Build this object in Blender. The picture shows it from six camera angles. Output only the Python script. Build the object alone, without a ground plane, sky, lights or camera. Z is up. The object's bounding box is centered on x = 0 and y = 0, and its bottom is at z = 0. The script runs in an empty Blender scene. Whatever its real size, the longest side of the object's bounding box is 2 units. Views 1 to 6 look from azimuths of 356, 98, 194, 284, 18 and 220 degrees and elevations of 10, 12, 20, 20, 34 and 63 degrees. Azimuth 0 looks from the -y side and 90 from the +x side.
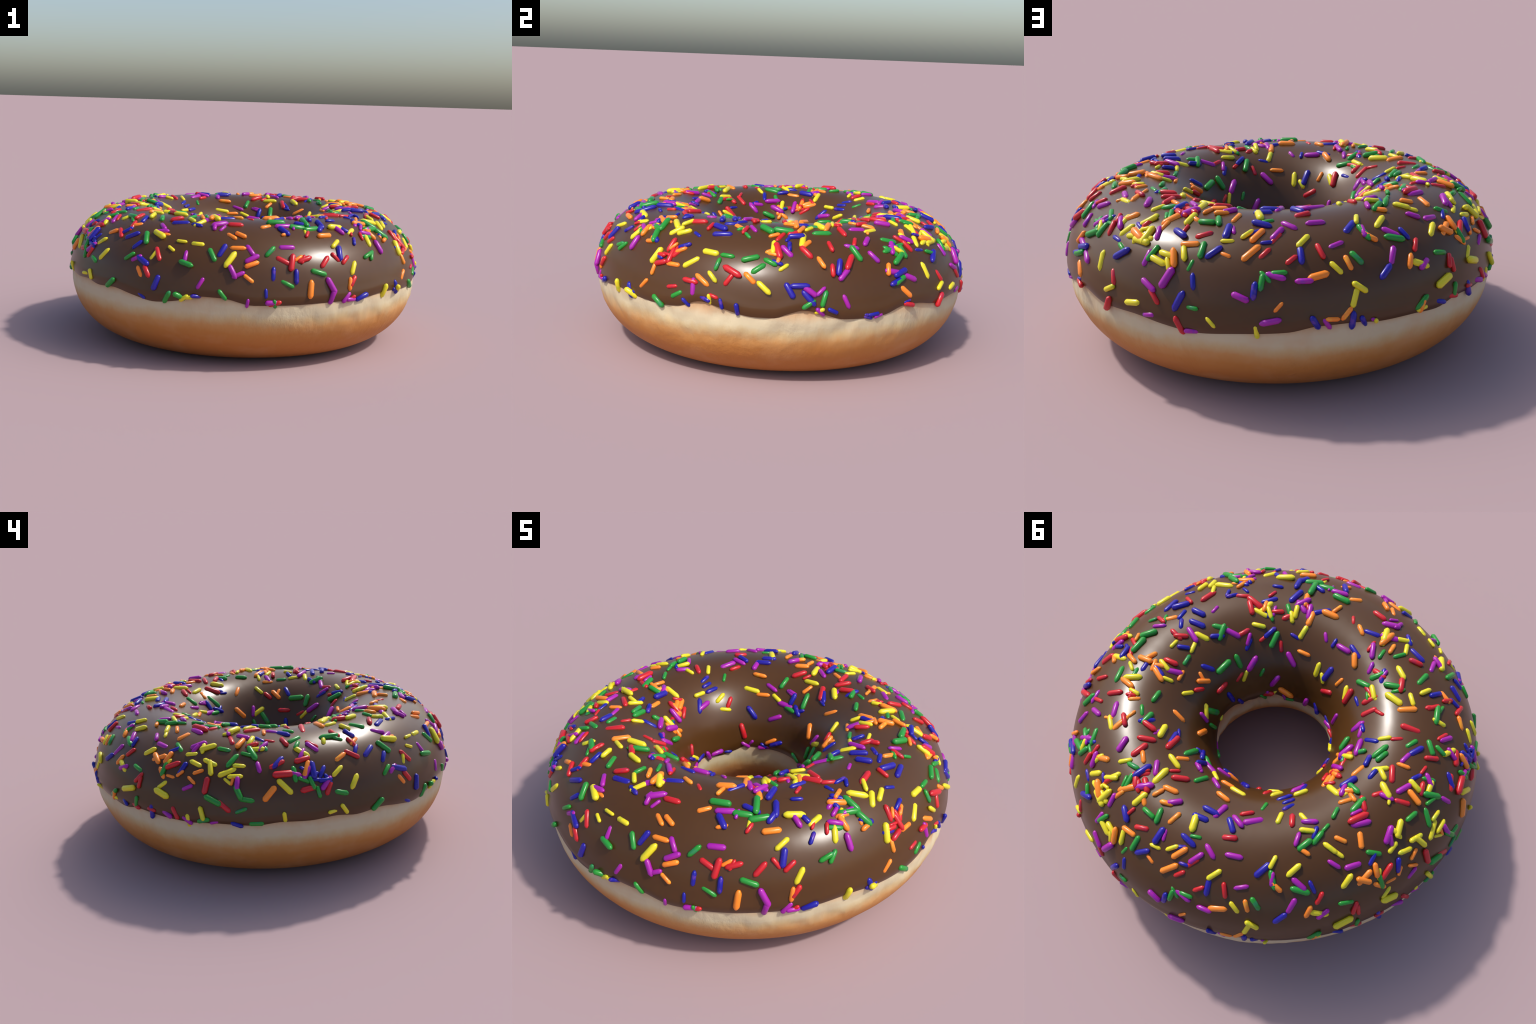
"""A chocolate-iced ring doughnut covered in coloured sugar sprinkles."""
import bpy, bmesh, math, random
import numpy as np
from mathutils import Vector, Matrix, noise

rng = random.Random(20)
TAU = 2 * math.pi
CX = 0.0053                                  # the ring sits a little off the box centre

# ----------------------------------------------------------------- helpers
def smoothstep(a, b, x):
    t = min(1.0, max(0.0, (x - a) / (b - a)))
    return t * t * (3 - 2 * t)

def periodic(points):
    """Smooth closed curve through (degrees, value) control points (monotone cubic)."""
    pts = sorted(points)
    xs = [p[0] for p in pts]
    ys = [p[1] for p in pts]
    n = len(pts)
    def tangent(i):
        a, b, c = (i - 1) % n, i, (i + 1) % n
        xa = xs[a] - (360 if a > b else 0)
        xc = xs[c] + (360 if c < b else 0)
        s0 = (ys[b] - ys[a]) / (xs[b] - xa)
        s1 = (ys[c] - ys[b]) / (xc - xs[b])
        return 0.0 if s0 * s1 <= 0 else 2 * s0 * s1 / (s0 + s1)
    tg = [tangent(i) for i in range(n)]
    def f(deg):
        d = deg % 360
        i = n - 1
        for k in range(n):
            if xs[k] <= d:
                i = k
        if d < xs[0]:
            i = n - 1
        j = (i + 1) % n
        x0 = xs[i] - (360 if d < xs[0] else 0)
        x1 = xs[j] + (360 if j <= i and d >= xs[0] else 0)
        h = x1 - x0
        t = (d - x0) / h
        return ((2*t**3 - 3*t*t + 1) * ys[i] + (t**3 - 2*t*t + t) * h * tg[i]
                + (-2*t**3 + 3*t*t) * ys[j] + (t**3 - t*t) * h * tg[j])
    return f

def quadrant(phi, r0, a, z0, h, n):
    """Superellipse arc: phi 0 at the equator, 90 at the pole."""
    c, s = math.cos(phi), math.sin(phi)
    return (r0 + a * max(0.0, c) ** (2 / n), z0 + h * max(0.0, s) ** (2 / n))

# ----------------------------------------------------------------- profiles
# icing section: (crown radius, reach, equator height, rise, roundness)
ICE_OUT = (0.624, 0.359, 0.376, 0.342, 2.02)
ICE_IN = (0.624, -0.346, 0.335, 0.383, 2.06)
BREAD_OUT = (0.596, 0.3795, 0.3394, -0.3394, 2.11)
BREAD_IN = (0.645, -0.361, 0.3394, -0.3394, 1.92)

# lower edge of the icing round the outside and round the hole, (degrees, height)
outer_edge = periodic([
    (1, .361), (6, .362), (10, .385), (14, .402), (19, .384), (25, .357), (32, .355), (37, .362), (44, .395),
    (49, .393), (58, .370), (68, .376), (77, .360), (85, .347), (95, .358), (106, .366), (113, .386), (120, .387),
    (128, .374), (136, .372), (144, .362), (151, .380), (160, .371), (170, .366), (178, .373), (188, .368),
    (196, .383), (204, .379), (211, .387), (218, .373), (225, .381), (233, .361), (240, .343), (247, .358),
    (255, .391), (261, .388), (270, .356), (278, .356), (290, .361), (304, .364), (315, .379), (323, .367),
    (333, .361), (339, .370), (346, .409), (352, .389)])
inner_edge = periodic([
    (10, .415), (42, .364), (60, .366), (77, .366), (94, .364), (112, .372), (124, .353), (138, .341), (150, .352),
    (165, .376), (180, .368), (200, .380), (225, .395), (242, .402), (256, .390), (272, .372), (290, .350),
    (308, .386), (323, .372), (340, .380), (352, .405)])

def wobble(th, k):
    """Slow unevenness of a hand-made ring."""
    return noise.noise(Vector((math.cos(th) * 1.3, math.sin(th) * 1.3, k * 7.1)))

def phi_at(z, sec):
    r0, a, z0, h, n = sec
    s = max(-1.0, min(1.0, (z - z0) / abs(h)))
    return math.copysign(math.asin(min(1.0, abs(s) ** (n / 2))), s)

def ice_section(phi, sec):
    """Below the equator the icing keeps hanging almost straight down."""
    r0, a, z0, h, n = sec
    if phi >= 0:
        return quadrant(phi, *sec)
    r, z = quadrant(-phi, r0, a, z0, h, n)
    return (r, 2 * z0 - z)

LIP = 0.065

def ice_point(th, w):
    """w = 0 at the outer edge, 0.5 on the crown, 1 at the edge in the hole."""
    deg = math.degrees(th)
    if w <= 0.5:
        sec, ze, t = ICE_OUT, outer_edge(deg) - .009, w / 0.5
    else:
        sec, ze, t = ICE_IN, inner_edge(deg), (1 - w) / 0.5
    p0 = phi_at(ze, sec)
    phi = p0 + (math.pi / 2 - p0) * t
    r, z = ice_section(phi, sec)
    d = (math.pi / 2 - p0) * t * 0.36              # distance from the edge along the section
    sgn = 1 if sec is ICE_OUT else -1
    if d < LIP:
        q = 1 - d / LIP
        r += sgn * (0.018 * q * (1 - q) - 0.002 * q ** 3)      # a soft bead, turning in at the hem
    swell = 0.006 * wobble(th, 1) * max(0, math.sin(phi))
    return Vector((CX + r * math.cos(th), r * math.sin(th), z + swell))

def ice_frame(th, w):
    e = 0.004
    p = ice_point(th, w)
    t1 = (ice_point(th + e, w) - ice_point(th - e, w)).normalized()
    t2 = (ice_point(th, min(1, w + e)) - ice_point(th, max(0, w - e))).normalized()
    return p, t1, t2, t1.cross(t2).normalized()

def bread_point(th, s):
    """s runs once round the section: 0 outer equator, .25 bottom, .5 hole, .75 top."""
    a = s * TAU
    if a < math.pi / 2:
        r, z = quadrant(a, *BREAD_OUT)
    elif a < math.pi:
        r, z = quadrant(math.pi - a, *BREAD_IN)
        k = (math.pi - a) / (math.pi / 2)
    elif a < 1.5 * math.pi:
        b = a - math.pi
        r, z = quadrant(b, BREAD_IN[0], BREAD_IN[1], BREAD_IN[2], 0.355, 2.0)
    else:
        b = TAU - a
        r, z = quadrant(b, BREAD_OUT[0], BREAD_OUT[1], BREAD_OUT[2], 0.345, 2.05)
    v = Vector((CX + r * math.cos(th), r * math.sin(th), z))
    low = max(0.0, min(1.0, z / 0.12)) * max(0, min(1, (0.6 - z) / .2))
    n = noise.noise(v * 3.0) * 0.0030 + noise.noise(v * 9.0) * 0.0010
    # the underside is a little slacker on the side towards +y
    n -= 0.007 * math.exp(-((math.degrees(th) - 105) / 45) ** 2) * (1 - smoothstep(.2, .33, z)) * (r > .61)
    # the pale waist is creased and lumpy, most of all on the side towards +x
    band = smoothstep(.16, .28, z) * (1 - smoothstep(.42, .48, z))
    side = 0.25 + 0.75 * smoothstep(.35, .9, math.cos(th + math.radians(12)) * .9 + .1)
    lumps = noise.noise(Vector((v.x * 9, v.y * 9, z * 13)))
    lean = z * 5.0
    crease = noise.noise(Vector((v.x * 17 + lean, v.y * 17 - lean, z * 9 + 4)))
    crease = -abs(crease) * 1.6 + .4
    n += band * side * (lumps * 0.0085 + crease * 0.0085)
    out = Vector((math.cos(th), math.sin(th), 0)) * (1 if r > 0.61 else -1)
    return v + out * n * low

# ----------------------------------------------------------------- node helpers
class Nodes:
    def __init__(self, name):
        self.mat = bpy.data.materials.new(name)
        self.mat.use_nodes = True
        self.t = self.mat.node_tree
        self.bsdf = self.t.nodes["Principled BSDF"]
    def new(self, kind, **kw):
        n = self.t.nodes.new(kind)
        for k, v in kw.items():
            setattr(n, k, v)
        return n
    def link(self, a, b):
        self.t.links.new(a, b)
    def coords(self):
        return self.new("ShaderNodeTexCoord").outputs["Object"]
    def mapped(self, vec, scale):
        m = self.new("ShaderNodeMapping")
        m.inputs["Scale"].default_value = scale
        self.link(vec, m.inputs["Vector"])
        return m.outputs["Vector"]
    def noise(self, vec, scale, detail=3, rough=0.5):
        n = self.new("ShaderNodeTexNoise")
        n.inputs["Scale"].default_value = scale
        n.inputs["Detail"].default_value = detail
        n.inputs["Roughness"].default_value = rough
        self.link(vec, n.inputs["Vector"])
        return n.outputs["Fac"]
    def math(self, op, a, b=None, c=None):
        m = self.new("ShaderNodeMath", operation=op)
        for i, v in enumerate((a, b, c)):
            if v is None:
                continue
            if isinstance(v, (int, float)):
                m.inputs[i].default_value = v
            else:
                self.link(v, m.inputs[i])
        return m.outputs[0]
    def ramp(self, fac, stops, ease="LINEAR"):
        r = self.new("ShaderNodeValToRGB")
        r.color_ramp.interpolation = ease
        while len(r.color_ramp.elements) < len(stops):
            r.color_ramp.elements.new(0.5)
        for e, (p, c) in zip(r.color_ramp.elements, stops):
            e.position = p
            e.color = (*c, 1) if len(c) == 3 else c
        self.link(fac, r.inputs["Fac"])
        return r.outputs["Color"]
    def mix(self, fac, a, b, blend="MIX"):
        m = self.new("ShaderNodeMix", data_type="RGBA", blend_type=blend)
        for sock, v in ((m.inputs[0], fac), (m.inputs[6], a), (m.inputs[7], b)):
            if isinstance(v, (int, float)):
                sock.default_value = v
            elif isinstance(v, tuple):
                sock.default_value = (*v, 1)
            else:
                self.link(v, sock)
        return m.outputs[2]
    def bump(self, height, strength, dist):
        b = self.new("ShaderNodeBump")
        b.inputs["Strength"].default_value = strength
        b.inputs["Distance"].default_value = dist
        self.link(height, b.inputs["Height"])
        self.link(b.outputs["Normal"], self.bsdf.inputs["Normal"])

def bread_material():
    m = Nodes("fried_dough")
    co = m.coords()
    sep = m.new("ShaderNodeSeparateXYZ")
    m.link(co, sep.inputs[0])
    # the height at which each band starts wanders round the ring
    wander = m.math("MULTIPLY", m.math("SUBTRACT", m.noise(co, 2.6, 3), 0.5), 0.07)
    ragged = m.math("MULTIPLY", m.math("SUBTRACT", m.noise(m.mapped(co, (1, 1, .6)), 17, 5, .65), 0.5), 0.045)
    h = m.math("ADD", sep.outputs["Z"], m.math("ADD", wander, ragged))
    f = m.math("MULTIPLY", h, 2.0)                        # 0.5 m -> 1
    col = m.ramp(f, [
        (0.00, (.45, .158, .032)), (0.27, (.465, .170, .035)), (0.39, (.50, .205, .046)), (0.475, (.55, .275, .090)),
        (0.555, (.575, .425, .22)), (0.61, (.595, .505, .325)), (0.675, (.585, .49, .325)), (0.735, (.55, .38, .22)),  # last stop onward: tan partly darkened for the soft shade under the icing hem
        (0.80, (.48, .25, .11)), (0.86, (.43, .18, .07))])
    # soft toasted blotches
    blotch = m.ramp(m.noise(m.mapped(co, (1, 1, 1.6)), 5.5, 3, .55), [(.50, (0, 0, 0)), (.72, (.32, .32, .32))])
    col = m.mix(blotch, col, (.56, .30, .14))
    m.link(col, m.bsdf.inputs["Base Color"])
    m.bsdf.inputs["Roughness"].default_value = 0.62
    m.bsdf.inputs["Specular IOR Level"].default_value = 0.35
    grain = m.noise(m.mapped(co, (1, 1, .35)), 18, 3, .5)
    # a finer crust grain that comes and goes in patches
    crust = m.noise(m.mapped(co, (1, 1, .7)), 42, 4, .6)
    patch = m.ramp(m.noise(co, 3.2, 2), [(.42, (.06, .06, .06)), (.66, (1, 1, 1))])
    m.bump(m.math("ADD", m.math("MULTIPLY", grain, .45), m.math("MULTIPLY", m.math("MULTIPLY", crust, patch), .6)), 0.34, 0.02)
    return m.mat

def icing_material():
    m = Nodes("chocolate_icing")
    co = m.coords()
    col = m.ramp(m.noise(co, 3.0, 3), [(.3, (.072, .0285, .0065)), (.7, (.080, .0320, .0080))])
    m.link(col, m.bsdf.inputs["Base Color"])
    m.bsdf.inputs["Roughness"].default_value = 0.3
    m.bsdf.inputs["Specular IOR Level"].default_value = 0.43
    m.bump(m.noise(co, 7, 2), 0.05, 0.02)
    return m.mat

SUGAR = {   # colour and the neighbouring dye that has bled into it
    "red": ((.56, .015, .020), (.42, .015, .05)),
    "orange": ((.92, .235, .020), (.88, .36, .03)),
    "yellow": ((.76, .64, .020), (.52, .58, .025)),
    "green": ((.020, .27, .030), (.03, .22, .09)),
    "blue": ((.012, .011, .30), (.10, .03, .32)),
    "purple": ((.36, .013, .34), (.24, .02, .38)),
}

def sprinkle_material(name):
    base, bleed = SUGAR[name]
    m = Nodes(name + "_sugar")
    co = m.coords()
    info = m.new("ShaderNodeObjectInfo")
    shift = m.new("ShaderNodeVectorMath", operation="ADD")
    m.link(m.mapped(co, (14, 14, 14)), shift.inputs[0])
    comb = m.new("ShaderNodeCombineXYZ")
    m.link(m.math("MULTIPLY", info.outputs["Random"], 40), comb.inputs[0])
    m.link(comb.outputs[0], shift.inputs[1])
    mask = m.ramp(m.noise(shift.outputs[0], 2.2, 3), [(.56, (0, 0, 0)), (.64, (.8, .8, .8))])
    col = m.mix(mask, base, bleed)
    m.link(col, m.bsdf.inputs["Base Color"])
    m.bsdf.inputs["Roughness"].default_value = 0.29
    m.bsdf.inputs["Specular IOR Level"].default_value = 0.42
    return m.mat

# ----------------------------------------------------------------- parts
def mesh_object(name, verts, faces, mat, parent):
    me = bpy.data.meshes.new(name)
    me.from_pydata([tuple(v) for v in verts], [], faces)
    me.update()
    bm = bmesh.new()
    bm.from_mesh(me)
    bmesh.ops.recalc_face_normals(bm, faces=bm.faces)
    bm.to_mesh(me)
    bm.free()
    me.shade_smooth()
    if mat:
        me.materials.append(mat)
    ob = bpy.data.objects.new(name, me)
    bpy.context.scene.collection.objects.link(ob)
    ob.parent = parent
    return ob

def loft(rows):
    """Closed loft: rows of equal length, closed both ways."""
    n, m = len(rows), len(rows[0])
    verts = [v for r in rows for v in r]
    faces = [(i*m + j, i*m + (j+1) % m, ((i+1) % n)*m + (j+1) % m, ((i+1) % n)*m + j)
             for i in range(n) for j in range(m)]
    return verts, faces

doughnut = bpy.data.objects.new("doughnut", None)
bpy.context.scene.collection.objects.link(doughnut)
doughnut["label"] = "chocolate-iced ring doughnut covered with coloured sugar sprinkles"
doughnut["category"] = "doughnut"

# dough ring
RING = 400
rows = [[bread_point(i / RING * TAU, j / 128) for j in range(128)] for i in range(RING)]
bread = mesh_object("dough_ring", *loft(rows), bread_material(), doughnut)

# icing shell: outer skin from edge to edge, then back inside the dough
def skin_steps():
    fine = [0, .004, .009, .015, .022, .030, .040, .052]
    mid = [.052 + (0.948 - .052) * k / 44 for k in range(1, 44)]
    return fine + mid + [1 - f for f in reversed(fine)]
STEPS = skin_steps()
rows = []
ICE_RING = 288
for i in range(ICE_RING):
    th = i / ICE_RING * TAU
    skin = [ice_point(th, w) for w in STEPS]
    under = []
    for w in (0.97, .9, .8, .65, .5, .35, .2, .1, .03):
        p, t1, t2, n = ice_frame(th, w)
        under.append(p - n * 0.045)
    # tuck the rim in behind the dough surface
    ri = math.hypot(skin[-1].x - CX, skin[-1].y) + 0.03
    ro = math.hypot(skin[0].x - CX, skin[0].y) - 0.03
    tuck_in = Vector((CX + ri * math.cos(th), ri * math.sin(th), skin[-1].z - .002))
    tuck_out = Vector((CX + ro * math.cos(th), ro * math.sin(th), skin[0].z - .002))
    rows.append(skin + [tuck_in] + under + [tuck_out])
icing = mesh_object("chocolate_icing", *loft(rows), icing_material(), doughnut)
icing.data.set_sharp_from_angle(angle=math.radians(50))

# ----------------------------------------------------------------- sprinkles
def sprinkle_mesh(name, mat, sides, cap):
    """A unit stick along x: length 1, radius 0.5 (scaled per sprinkle), with tapered ends."""
    prof = [(-.5, .34), (-.5 + cap * .4, .70), (-.5 + cap, 1.0), (0, 1.0), (.5 - cap, 1.0), (.5 - cap * .4, .70), (.5, .34)]
    verts, faces = [], []
    for x, r in prof:
        for k in range(sides):
            a = TAU * (k + .5) / sides
            verts.append((x, .5 * r * math.cos(a), .5 * r * math.sin(a)))
    for i in range(len(prof) - 1):
        for k in range(sides):
            faces.append((i*sides + k, i*sides + (k+1) % sides, (i+1)*sides + (k+1) % sides, (i+1)*sides + k))
    faces.append(tuple(range(sides - 1, -1, -1)))
    faces.append(tuple((len(prof) - 1) * sides + k for k in range(sides)))
    me = bpy.data.meshes.new(name)
    me.from_pydata(verts, [], faces)
    me.update()
    me.shade_smooth()
    me.materials.append(mat)
    return me

COLOURS = list(SUGAR)
MATS = {c: sprinkle_material(c) for c in COLOURS}
MESHES = {c: [sprinkle_mesh(f"{c}_sprinkle", MATS[c], 8, cap) for cap in (.13, .18)] for c in COLOURS}

def density(th, w):
    """How likely the icing is to hold a sprinkle: thick over the crown, thin on the walls."""
    crown = smoothstep(0.05, 0.23, w) * (1 - smoothstep(0.66, 0.86, w))
    d = 0.34 + 0.66 * crown
    if w > .9:
        d *= .75
    v = Vector((math.cos(th), math.sin(th), 0)) * 2.6 + Vector((0, 0, w * 6))
    clump = 0.5 + 0.5 * noise.noise(v)
    return d * (0.6 + 0.75 * clump)

def candidate():
    while True:
        th = rng.random() * TAU
        w = rng.uniform(0.015, 0.985)
        # equal chance per area: the ring is narrower in the hole than outside
        p = ice_point(th, w)
        r = math.hypot(p.x - CX, p.y)
        if rng.random() < r / 0.99 * density(th, w):
            return th, w, p

# a loose scatter: about half the time a piece takes the emptier of two spots
placed, spots = [], []
for k in range(635):
    tries = [candidate() for _ in range(rng.choice((1, 2)))]
    if spots and len(tries) > 1:
        tries.sort(key=lambda c: -min((c[2] - q).length_squared for q in spots))
    placed.append(tries[0][:2] + (None,))
    spots.append(tries[0][2])
# handfuls that landed together: (degrees, place on the section, spread, colours)
HANDFULS = [
    (64, .34, .060, "yellow yellow yellow yellow orange orange"), (72, .42, .055, "red purple yellow red blue"),
    (14, .52, .045, "blue blue orange orange yellow"), (31, .47, .012, "red red"), (319, .38, .050, "orange orange orange orange blue"),
    (311, .56, .018, "yellow blue yellow"), (171, .72, .040, "orange orange red red orange"), (187, .75, .045, "blue yellow blue green orange"),
    (294, .51, .040, "red purple blue orange purple"), (188, .39, .050, "red purple green yellow purple"), (76, .23, .050, "yellow yellow green yellow"),
    (320, .36, .055, "green green yellow blue purple"), (291, .40, .055, "purple blue green green green blue"), (336, .21, .055, "red red orange yellow orange"),
    (185, .57, .050, "blue blue yellow red"), (168, .70, .040, "red red orange"), (334, .23, .050, "red red yellow orange red"),
    (73, .43, .055, "red red orange red"), (44, .25, .050, "green green green blue purple"), (65, .29, .040, "yellow yellow yellow"),
    (166, .58, .040, "yellow yellow orange green"), (158, .22, .060, "orange orange orange orange yellow"), (184, .15, .030, "green purple green"),
    (202, .20, .050, "purple blue blue green"), (206, .18, .050, "blue blue purple green blue")]
for deg, w, spread, names in HANDFULS:
    for name in names.split():
        placed.append((math.radians(deg) + rng.gauss(0, spread * .95), w + rng.gauss(0, spread * .6), name))
rng.shuffle(placed)

def stick(th, w, yaw, length, thick, sink, pitch):
    p, t1, t2, n = ice_frame(th, w)
    x = t1 * math.cos(yaw) + t2 * math.sin(yaw)
    x = (x + n * math.sin(pitch)).normalized()
    y = n.cross(x).normalized()
    z = x.cross(y)
    rot = Matrix((x, y, z)).transposed().to_4x4()
    return Matrix.Translation(p + n * thick * sink) @ rot @ Matrix.Diagonal((length, thick, thick, 1))

deck = COLOURS * (len(placed) // 6 + 1)
rng.shuffle(deck)
sticks = []
for th, w, colour in placed:
    size = min(1.18, max(.62, rng.gauss(.92, .16)))
    length = 0.081 * size * rng.uniform(.92, 1.08)
    thick = 0.0272 * size * rng.uniform(.92, 1.06)
    sticks.append((length * thick, colour or deck.pop(),
                   stick(th, w, rng.random() * TAU, length, thick, rng.uniform(-.20, .24), rng.gauss(0, .06)), w))
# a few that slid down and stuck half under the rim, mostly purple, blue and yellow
for k in range(84):
    inner = k % 3 == 0
    th = rng.random() * TAU
    w = 0.002 + rng.random() ** 1.5 * .022
    size = rng.uniform(.6, 1.1)
    sticks.append((.001 * size, rng.choice(["purple", "purple", "blue", "yellow", "blue", "purple", "yellow", "yellow", "green", "red", "blue"]),
                   stick(th, 1 - w if inner else w, rng.choice([rng.random() * TAU, rng.gauss(2.2, .6), rng.gauss(0, .3)]), .074 * size, .026 * size,
                         rng.uniform(-.25, .15), rng.gauss(0, .25)), 0))
sticks.sort(key=lambda s: (s[3] > .8, -s[0]))
NAMED = 300
for rank, (_, colour, mat, _) in enumerate(sticks[:NAMED]):
    ob = bpy.data.objects.new("sprinkle", MESHES[colour][rank % 2])
    bpy.context.scene.collection.objects.link(ob)
    ob.parent = doughnut
    ob.matrix_world = mat

verts, faces, slots = [], [], []
for rank, (_, colour, mat, _) in enumerate(sticks[NAMED:]):
    me = MESHES[colour][rank % 2]
    base = len(verts)
    verts += [mat @ v.co for v in me.vertices]
    faces += [tuple(base + i for i in f.vertices) for f in me.polygons]
    slots += [COLOURS.index(colour)] * len(me.polygons)
me = bpy.data.meshes.new("scattered_sprinkles")
me.from_pydata([tuple(v) for v in verts], [], faces)
for c in COLOURS:
    me.materials.append(MATS[c])
me.polygons.foreach_set("material_index", slots)
me.shade_smooth()
me.update()
rest = bpy.data.objects.new("scattered_sprinkles", me)
bpy.context.scene.collection.objects.link(rest)
rest.parent = doughnut
rest["kind"] = "stuff"
